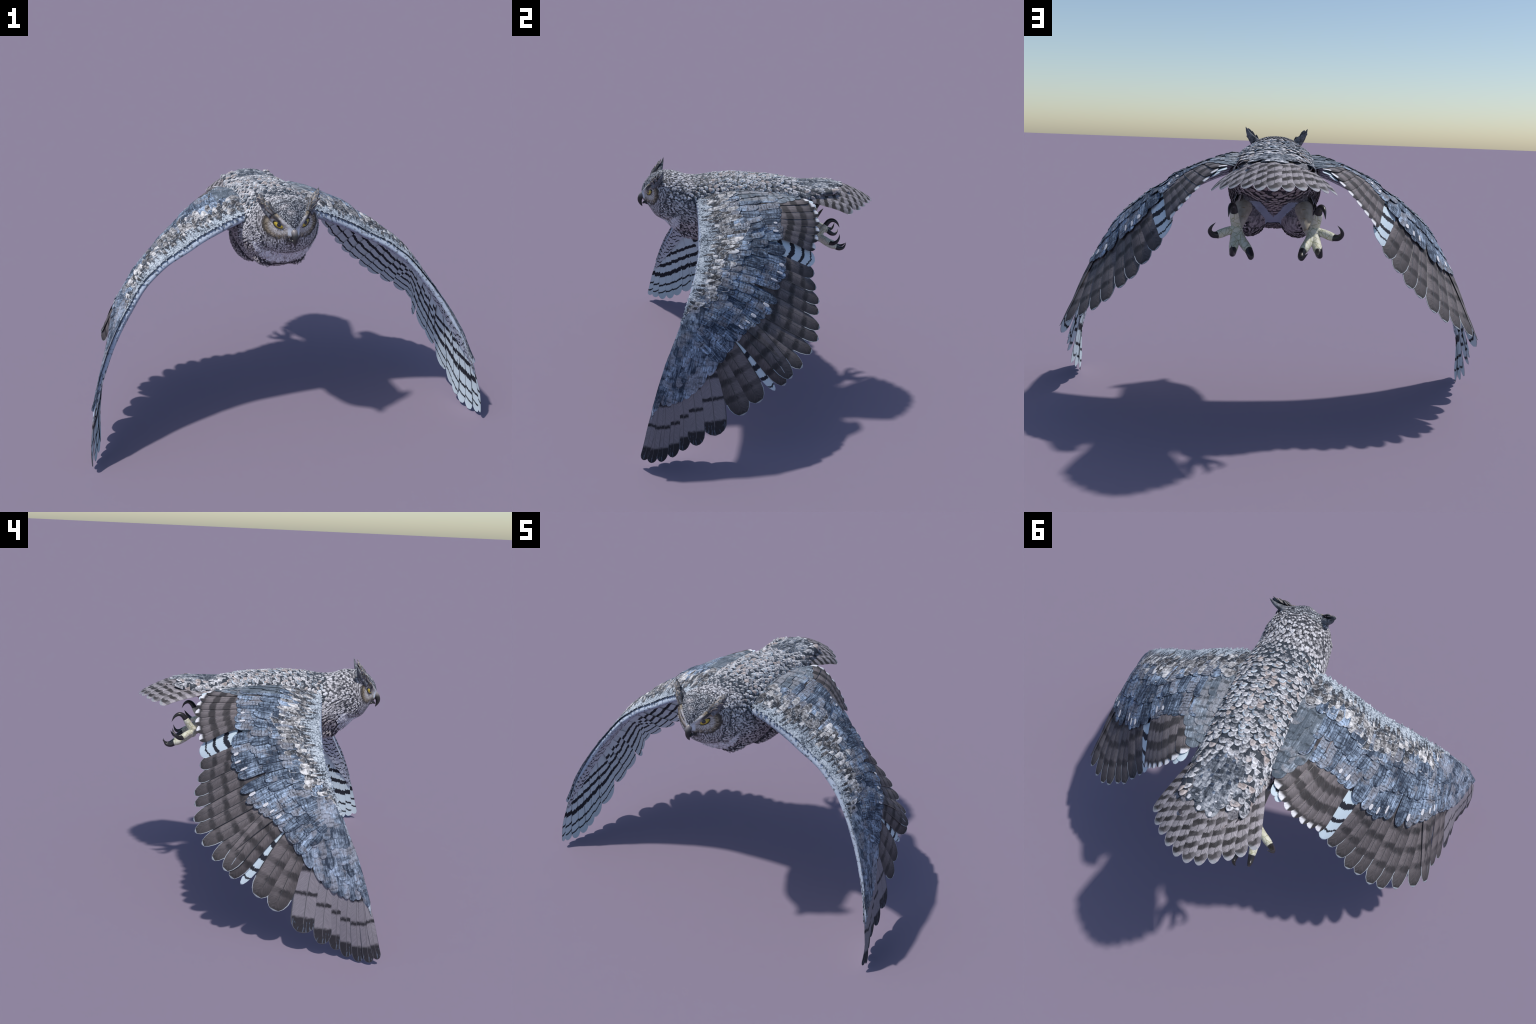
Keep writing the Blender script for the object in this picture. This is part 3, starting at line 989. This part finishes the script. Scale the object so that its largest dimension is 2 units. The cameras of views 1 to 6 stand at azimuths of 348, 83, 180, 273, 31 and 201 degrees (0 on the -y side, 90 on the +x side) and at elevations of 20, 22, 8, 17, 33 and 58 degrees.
# tail coverts: dark blue leaf-shaped feathers, the longest with white spots
TC_MATS = [M_TAILC, M_TAILC_R, M_BLUE_D, M_TAILC, M_SPOT]
row = 0
yt = 0.235
while yt < 0.535:
    row += 1
    xs = np.arange(-5, 6) + 0.5 * (row % 2)
    for xi in xs:
        x = xi * 0.040 + rng.uniform(-.004, .004)
        q = (x / 0.150) ** 2 + (max(0.0, yt - 0.25) / 0.255) ** 2
        if q > 1.0:
            continue
        last = q > 0.66 and yt > 0.33
        W = rng.uniform(.044, .054) if not last else .060
        L = rng.uniform(.060, .078) if not last else .085
        ty = yt + rng.uniform(-.006, .006)
        dx = x * 1.9 * max(0.0, ty - 0.28)
        single("tail_covert_feather", tail_feather(x - 0.10 * x - dx * 0.2, ty - L, x + dx * 0.25, ty, W, 0.010 - 0.006 * q, rng.uniform(-.04, .04), tip=rng.uniform(.42, .6), pts=rng.choice((1.0, 1.3, 1.5)), bow=0.14,
               rim_from=0.30 if not last else 2.0, rows=8, base_slot=2, base_to=0.3), TC_MATS, tail)
        if last and q > 0.80:
            single("white_spot", tail_feather(x + dx * 0.25, ty - 0.022, x + dx * 0.25 + 0.001, ty - 0.003, rng.uniform(.013, .022), 0.0105 - 0.006 * q, 0.0, tip=0.5, base_w=0.6, rim_from=2.0, rows=6), [M_SPOT] * 5, tail)
    yt += 0.033


# ------------------------------------------------------------------ body feathers
def body_feather_mesh(L, W, tip, bow=0.16, pts=1.0, curl=0.10):
    """verts in a frame at the quill: y to the tip, z outward"""
    def P(t, x): return np.array((x, L * t, 0.012 * L * 0 + curl * L * t * (1 - 0.8 * t)))
    def nrm(t): return np.array((0, 0, 1.0))
    return P, nrm


class Stuff:
    def __init__(self):
        self.v, self.f, self.i, self.n = [], [], [], 0

    def put(self, verts, faces, idx):
        self.f += [tuple(a + self.n for a in f) for f in faces]
        self.i += idx
        self.v.append(verts)
        self.n += len(verts)


SCOLS = (-1.0, -0.50, 0.0, 0.50, 1.0)


def small_feather(L, W, lift_tip, tip, streak, base_shade, rim):
    """a simple body feather: slots 0 vane, 1 rim, 2 dark base painted as shade under overlapping tips / streak; with thickness"""
    bd = base_shade if base_shade > 0.05 else 0.3
    ts = sorted({0.0, bd, 0.5 * (bd + 1), 1 - tip * 0.5, 1 - tip * 0.2, 1 - tip * 0.05, 1.0})

    def width(t):
        w = 0.6 + 0.4 * min(1.0, t / 0.4)
        if t > 1 - tip:
            w *= max(0.07, math.sqrt(max(0.0, 1 - ((t - 1 + tip) / tip) ** 2)))
        return w
    top, bot = [], []
    for t in ts:
        for c in SCOLS:
            x = c * width(t) * W * 0.5
            z = lift_tip * t - 0.22 * abs(c) * abs(x)
            top.append((x, L * t, z))
            bot.append((x, L * t, z - 0.0010))
    nc, nr, off = len(SCOLS), len(ts), len(top)
    faces, idx = [], []
    for i in range(nr - 1):
        for j in range(nc - 1):
            a, b, c, d = i * nc + j, i * nc + j + 1, (i + 1) * nc + j + 1, (i + 1) * nc + j
            tm = 0.5 * (ts[i] + ts[i + 1])
            k = 0
            if tm < base_shade:
                k = 2  # dark base stands in for the shadow of the overlapping row
            elif streak and j in (1, 2) and i < nr - 2:
                k = 2
            elif rim and (j in (0, nc - 2) or i >= nr - 3):
                k = 1
            faces.append((a, b, c, d))
            idx.append(k)
    ring = [i * nc for i in range(nr)] + [(nr - 1) * nc + j for j in range(1, nc)] + [i * nc + nc - 1 for i in range(nr - 2, -1, -1)]
    for a, b in zip(ring, ring[1:]):
        faces.append((b, a, off + a, off + b)[::-1])
        idx.append(1 if rim else 0)
    for i in range(nr - 1):
        a, b = off + i * nc, off + (i + 1) * nc
        faces.append((b, b + nc - 1, a + nc - 1, a))
        idx.append(2)
    return np.array(top + bot), faces, idx


def zone(p, n):
    """what grows here: (length, width, style) or None"""
    x, y, z = p
    up = n[2]
    if crotch(p) and y > -0.02:
        return None
    if y > 0.10 and z < 1.0 and (abs(x) - 0.124) ** 2 + (z - 0.945) ** 2 < 0.0017:
        return None
    if y < -0.50:
        disc = (abs(x) - 0.06) ** 2 + 1.15 * (z - 1.124) ** 2
        if up > 0.35 and y > -0.565 and z > 1.17:
            return (0.017, 0.011, "crown") if y < -0.53 else (0.020, 0.012, "neck")
        if disc > 0.0072 and abs(x) > 0.07 and y > -0.56 and z > 1.0:
            return (0.024, 0.0085, "cheek")
    if y < -0.50 + 0.22 * max(0.0, 1.08 - z):
        if 0.915 < z < 0.972 + 0.15 * abs(x) and y < -0.44:
            return (0.026, 0.013, "bib")
        return None
    bibz = 0.900 + 0.35 * abs(x)
    if y < -0.455 and bibz < z < bibz + 0.065 and up < 0.3:
        return (0.028, 0.014, "bib")
    if up > 0.25:
        if y < -0.38:
            return (0.028 + 0.05 * max(0, y + 0.48), 0.0145 + 0.08 * max(0, y + 0.48), "neck")
        if y < 0.10 + 0.03 * math.sin(40 * x):
            k = min(1.0, (y + 0.38) / 0.10)
            return (0.034 + 0.020 * k, 0.026 + 0.014 * k, "back")
        return (0.062, 0.042, "rump")
    if y < -0.30 and z > 0.99:
        return (0.036, 0.0105, "neck")
    if y > 0.12 and abs(x) < 0.14 and z > 0.87 and up < 0:
        return (0.034, 0.024, "vent")
    return (0.036, 0.0125, "breast")


STYLE = {
    "crown": ([M_CROWN, M_CROWN, M_NECK_D], False, 0.3, False, 0.5),
    "cheek": ([M_NECK, M_NECK, M_NECK_D], False, 0.5, False, 0.6),
    "bib": ([M_BIB, M_BIB, M_BIB], False, 0.0, False, 0.4),
    "neck": ([M_NECK, M_NECK, M_NECK_D], False, 0.50, False, 0.75),
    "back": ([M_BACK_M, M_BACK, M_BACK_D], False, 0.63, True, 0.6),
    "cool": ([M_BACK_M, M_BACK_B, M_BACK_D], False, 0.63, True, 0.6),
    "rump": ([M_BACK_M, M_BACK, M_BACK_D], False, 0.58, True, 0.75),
    "breast": ([M_BREAST, M_BREAST, M_BREAST_D], False, 0.60, False, 0.7),
    "vent": ([M_VENT, M_VENT, M_BREAST_D], False, 0.55, False, 0.6)}
piles = {}
candidates = []
y = -0.57
while y < 0.50:
    top, bot, hw, zc, sq = BODY(y)
    row_step = 0.0125 if y < -0.36 else 0.0155
    zc = zc if y < 0.3 else (top + bot) / 2
    org = V((0, y, zc))
    ang = rng.uniform(0, 0.3)
    end = ang + 2 * math.pi
    while ang < end:
        dr = V((math.sin(ang), 0, math.cos(ang)))
        hit = tree.ray_cast(org + V((0, rng.uniform(-.007, .007), 0)), dr)
        step = 0.05
        if hit[0] is not None:
            p, n = np.array(hit[0]), np.array(hit[1])
            zn = zone(p, n)
            R = max(0.05, (hit[0] - org).length)
            if zn:
                L, W, st = zn
                step = W * 0.80 / R
                thin = {"back": 1.0, "rump": 0.8, "vent": 0.95}.get(st, 1.0)
                ok = rng.random() < thin
                if st in ("back", "rump") and y > 0.40:
                    ok = False
                if st == "breast" and y > 0.30:
                    ok = False
                if ok:
                    if st == "back" and rng.random() < 0.22:
                        st = "cool"
                    candidates.append((p, n, L * rng.uniform(0.88, 1.15), W * rng.uniform(0.88, 1.15), st))
            else:
                step = 0.03 / R
        ang += step * rng.uniform(0.9, 1.1)
    y += row_step * rng.uniform(0.95, 1.05)

big = sorted(range(len(candidates)), key=lambda i: -candidates[i][2] * candidates[i][3] * (1.5 if candidates[i][1][2] > 0.5 else 0.3))[:300]
big = set(big)
proto = {}
for i, (p, n, L, W, st) in enumerate(candidates):
    n = V(n).normalized()
    d = V((0, 1, 0))
    if st in ("breast", "neck", "bib") and n.z < 0.5:
        d = V((0, 1, -0.55 if p[1] < -0.3 else -0.25))
    d = (d - n * d.dot(n))
    if d.length < 0.15:
        d = V((0, 0.2, -1)) - n * V((0, 0.2, -1)).dot(n)
    d.normalize()
    d = (Matrix.Rotation(rng.uniform(-0.20, 0.20), 3, n) @ d)
    xa = d.cross(n)
    mats, streak, base_shade, rim, tip = STYLE[st]
    lift = (0.03 if st == 'vent' else 0.07) * L + 0.0012
    m = Matrix([[xa.x, d.x, n.x, p[0] + n.x * 0.001], [xa.y, d.y, n.y, p[1] + n.y * 0.001], [xa.z, d.z, n.z, p[2] + n.z * 0.001], [0, 0, 0, 1]])
    if i in big:
        if st not in proto:
            v, f, ix = small_feather(1.0, 0.8, 0.10, tip, streak, base_shade, rim)
            v[len(v) // 2:, 2] -= 0.03
            proto[st] = mesh_of("back_feather", v, f, mats, ix)
        part = "torso" if p[1] < 0.30 else "tail"
        add("back_feather", proto[st], parts[part], m @ Matrix.Diagonal((W / 0.8, L, L, 1)))
    else:
        v, f, ix = small_feather(L, W, lift, tip, streak, base_shade, rim)
        M4 = np.array(m)
        v = v @ M4[:3, :3].T + M4[:3, 3]
        part = "head" if p[1] < -0.47 else "neck" if p[1] < -0.36 else "torso"
        piles.setdefault((part, st), Stuff()).put(v, f, ix)
names = {"bib": "throat_plumage", "neck": "neck_plumage", "back": "back_plumage", "cool": "back_plumage", "rump": "rump_plumage", "breast": "breast_plumage", "vent": "vent_plumage", "crown": "crown_plumage", "cheek": "cheek_plumage"}
for (part, st), s in piles.items():
    add(names[st], mesh_of(names[st], np.concatenate(s.v), s.f, STYLE[st][0], s.i), parts[part], kind="stuff")


# ------------------------------------------------------------------ tubes: beak, toes, claws, tarsus
def tube(path, nseg=14, flatten=None, sub=4):
    """path: (x,y,z,r); smooth tube with rounded ends; flatten = (axis vector, factor)"""
    ks = list(range(len(path)))
    pts = [np.array(p, float) for p in path]
    q = [spline(ks, pts, t) for t in np.linspace(0, ks[-1], ks[-1] * sub + 1)]
    verts, faces = [], []
    ref = np.array((0.31, 0.17, 0.93))
    n = len(q)
    for i, p in enumerate(q):
        d = q[min(i + 1, n - 1)][:3] - q[max(i - 1, 0)][:3]
        d /= np.linalg.norm(d)
        a = np.cross(d, ref)
        a /= np.linalg.norm(a)
        b = np.cross(a, d)
        for k in range(nseg):
            t = 2 * math.pi * k / nseg
            o = (a * math.cos(t) + b * math.sin(t)) * max(p[3], 0.0004)
            if flatten is not None:
                ax = np.array(flatten[0])
                o = o - ax * (o @ ax) * (1 - flatten[1])
            verts.append(p[:3] + o)
    for i in range(n - 1):
        for k in range(nseg):
            k2 = (k + 1) % nseg
            faces.append((i * nseg + k, i * nseg + k2, (i + 1) * nseg + k2, (i + 1) * nseg + k))
    faces.append(tuple(reversed(range(nseg))))
    faces.append(tuple((n - 1) * nseg + k for k in range(nseg)))
    return verts, faces


head = parts["head"]
v, f = tube([(0, -.618, 1.106, .016), (0, -.641, 1.099, .0165), (0, -.654, 1.082, .0150), (0, -.659, 1.064, .0120), (0, -.655, 1.046, .0078), (0, -.647, 1.029, .0012)], 18, ((1, 0, 0), 0.92))
add("beak", mesh_of("beak", v, f, [M_BEAK]), head)
v, f = tube([(0, -.612, 1.060, .016), (0, -.630, 1.054, .013), (0, -.641, 1.048, .007), (0, -.646, 1.045, .001)], 14, ((0, 0, 1), 0.6))
add("lower_beak", mesh_of("lower_beak", v, f, [M_CLAW]), head)
for s in (1, -1):
    v, f = tube([(s * .006, -.628, 1.058, .006), (s * .016, -.624, 1.052, .006), (s * .026, -.608, 1.046, .002)], 10)
    add("gape", mesh_of("gape", v, f, [M_CLAW]), head)

# eyes: glossy almond domes with a dark lid line
for s in (1, -1):
    ain, aout = V((s * .0345, -.611, 1.1165)), V((s * .0805, -.581, 1.1400))
    ax = (aout - ain).normalized()
    nn = V((s * 0.52, -0.82, 0.12))
    nn = (nn - ax * nn.dot(ax)).normalized()
    upv = nn.cross(ax) if s < 0 else ax.cross(nn)
    if upv.z < 0:
        upv = -upv
    ctr = (ain + aout) / 2
    hl = (aout - ain).length / 2
    pup = V((s * .0570, -.6005, 1.1305))
    hit = tree.ray_cast(ctr + nn * 0.08, -nn)
    push = (hit[0] - ctr).dot(nn) if hit[0] is not None else 0.0
    ctr = ctr + nn * (push + 0.0005)
    origin = ctr + ax * (pup - ctr).dot(ax) + upv * 0.001
    rot = Matrix([[ax.x, upv.x, nn.x, origin.x], [ax.y, upv.y, nn.y, origin.y], [ax.z, upv.z, nn.z, origin.z], [0, 0, 0, 1]])
    inv = rot.inverted()

    def almond(k, a):
        c, si = math.cos(a), math.sin(a)
        h = 0.0135 if si > 0 else 0.0165
        return hl * k * c, h * k * math.copysign(abs(si) ** 1.15, si)
    verts, faces = [], []
    NA, NK = 36, 8
    for ik in range(NK + 1):
        k = ik / NK
        for j in range(NA):
            X, Y = almond(k, 2 * math.pi * j / NA)
            verts.append(inv @ (ctr + ax * X + upv * Y + nn * (0.0085 * (1 - k ** 2.2) - 0.002)))
    for ik in range(NK):
        for j in range(NA):
            j2 = (j + 1) % NA
            faces.append((ik * NA + j, ik * NA + j2, (ik + 1) * NA + j2, (ik + 1) * NA + j))
    me = mesh_of("eye", verts, faces, [M_EYE])
    b2 = bmesh.new(); b2.from_mesh(me); bmesh.ops.remove_doubles(b2, verts=b2.verts, dist=1e-5)
    bmesh.ops.recalc_face_normals(b2, faces=b2.faces); b2.to_mesh(me); b2.free()
    add("eye", me, head, rot)
    ringp = []
    for j in range(41):
        X, Y = almond(1.03, 2 * math.pi * j / 40)
        q = ctr + ax * X + upv * Y + nn * 0.0005
        ringp.append((q.x, q.y, q.z, 0.0016 if math.sin(2 * math.pi * j / 40) < 0 else 0.0030))
    v, f = tube(ringp, 8, sub=1)
    add("eyelid", mesh_of("eyelid", v, f, [M_LID]), head)

# ear tufts: a pointed core with overlapping dark, pale-edged feathers
for s in (1, -1):
    v, f = tube([(s * .078, -.572, 1.168, .030), (s * .101, -.551, 1.195, .027), (s * .125, -.536, 1.222, .018), (s * .141, -.526, 1.247, .009), (s * .151, -.519, 1.270, .001)], 16, ((s * .25, .80, -.55), 0.62))
    tuft = add("ear_tuft", mesh_of("ear_tuft", v, f, [M_TUFT]), head)
    base, tipp = V((s * .080, -.588, 1.176)), V((s * .151, -.520, 1.270))
    axis = (tipp - base).normalized()
    for k, (t, side, L, W) in enumerate([(.0, -.3, .050, .024), (.02, .5, .050, .024), (.18, -.5, .048, .024), (.2, .2, .052, .026), (.38, -.35, .046, .022), (.4, .35, .046, .022), (.55, 0, .050, .022), (.05, 1.2, .05, .026), (.25, 1.2, .05, .026), (.5, 1.0, .045, .022)]):
        n = V((s * -0.25, -0.85, 0.42))
        n = (n - axis * n.dot(axis)).normalized()
        sd = axis.cross(n) * s
        n2 = (n * math.cos(side * 1.2) + sd * math.sin(side * 1.2)).normalized()
        p = base.lerp(tipp, t) + n2 * (0.012 * (1 - t)) + axis * 0.0
        dd = (axis + n2 * rng.uniform(0.0, 0.12) + sd * (0.1 * side + rng.uniform(-0.14, 0.14))).normalized()
        L *= rng.uniform(0.8, 1.15)
        n3 = (n2 - dd * n2.dot(dd)).normalized()
        xa = dd.cross(n3)
        vv, ff, ii = small_feather(L, W, 0.003, 0.6, False, 0.0, True)
        m = Matrix([[xa.x, dd.x, n3.x, p.x], [xa.y, dd.y, n3.y, p.y], [xa.z, dd.z, n3.z, p.z], [0, 0, 0, 1]])
        add("tuft_feather", mesh_of("tuft_feather", vv, ff, [M_TUFT, M_TUFT_R, M_TUFT], ii), head, m)

# legs -----------------------------------------------------------------------
ANK = V((.142, .345, .862))
TOES = [  # toe path with radii, claw path with radii
    ([(.140, .335, .868, .020), (.146, .358, .895, .0185), (.149, .374, .920, .0175), (.150, .382, .933, .0150)],
     [(.149, .378, .928, .0150), (.152, .398, .954, .0135), (.158, .420, .961, .0105), (.164, .442, .948, .0065), (.166, .457, .920, .0006)]),
    ([(.145, .345, .860, .019), (.172, .368, .858, .0165), (.196, .386, .850, .0170), (.212, .398, .844, .0145)],
     [(.208, .395, .845, .0140), (.226, .412, .847, .0120), (.236, .431, .862, .0085), (.230, .443, .880, .0050), (.214, .449, .897, .0005)]),
    ([(.142, .345, .858, .020), (.144, .385, .826, .0190), (.146, .420, .805, .0180), (.146, .444, .796, .0150)],
     [(.146, .438, .799, .0145), (.147, .462, .786, .0130), (.148, .484, .787, .0090), (.149, .496, .801, .0050), (.150, .503, .822, .0005)]),
    ([(.138, .345, .858, .020), (.118, .385, .828, .0185), (.098, .420, .806, .0180), (.087, .442, .797, .0150)],
     [(.089, .437, .800, .0145), (.079, .462, .780, .0130), (.079, .484, .775, .0090), (.087, .500, .785, .0050), (.098, .511, .799, .0005)])]
for s in (1, -1):
    v, f = tube([(.118, .06, .950, .050), (.120, .14, .950, .042), (.123, .22, .932, .035), (.130, .29, .900, .026), (.140, .335, .868, .021), (.142, .352, .858, .016)], 20)
    flip = Matrix.Diagonal((s, 1, 1, 1))
    leg = add("leg", mesh_of("leg", v, f, [M_TARS]), owl, flip)
    # the bird's right foot is turned slightly outward
    turn = Matrix() if s > 0 else Matrix.Translation((.018, .002, .004)) @ Matrix.Translation(ANK) @ Matrix.Rotation(-0.10, 4, "Z") @ Matrix.Translation(-ANK)
    v, f = tube([(.141, .330, .872, .012), (.142, .345, .860, .027), (.142, .362, .848, .022), (.141, .374, .840, .010)], 16)
    add("foot", mesh_of("foot", v, f, [M_TOE]), leg, turn)
    for tp, cp in TOES:
        v, f = tube(tp, 16)
        add("toe", mesh_of("toe", v, f, [M_TOE]), leg, turn)
        v, f = tube(cp, 14)
        add("claw", mesh_of("claw", v, f, [M_CLAW]), leg, turn)
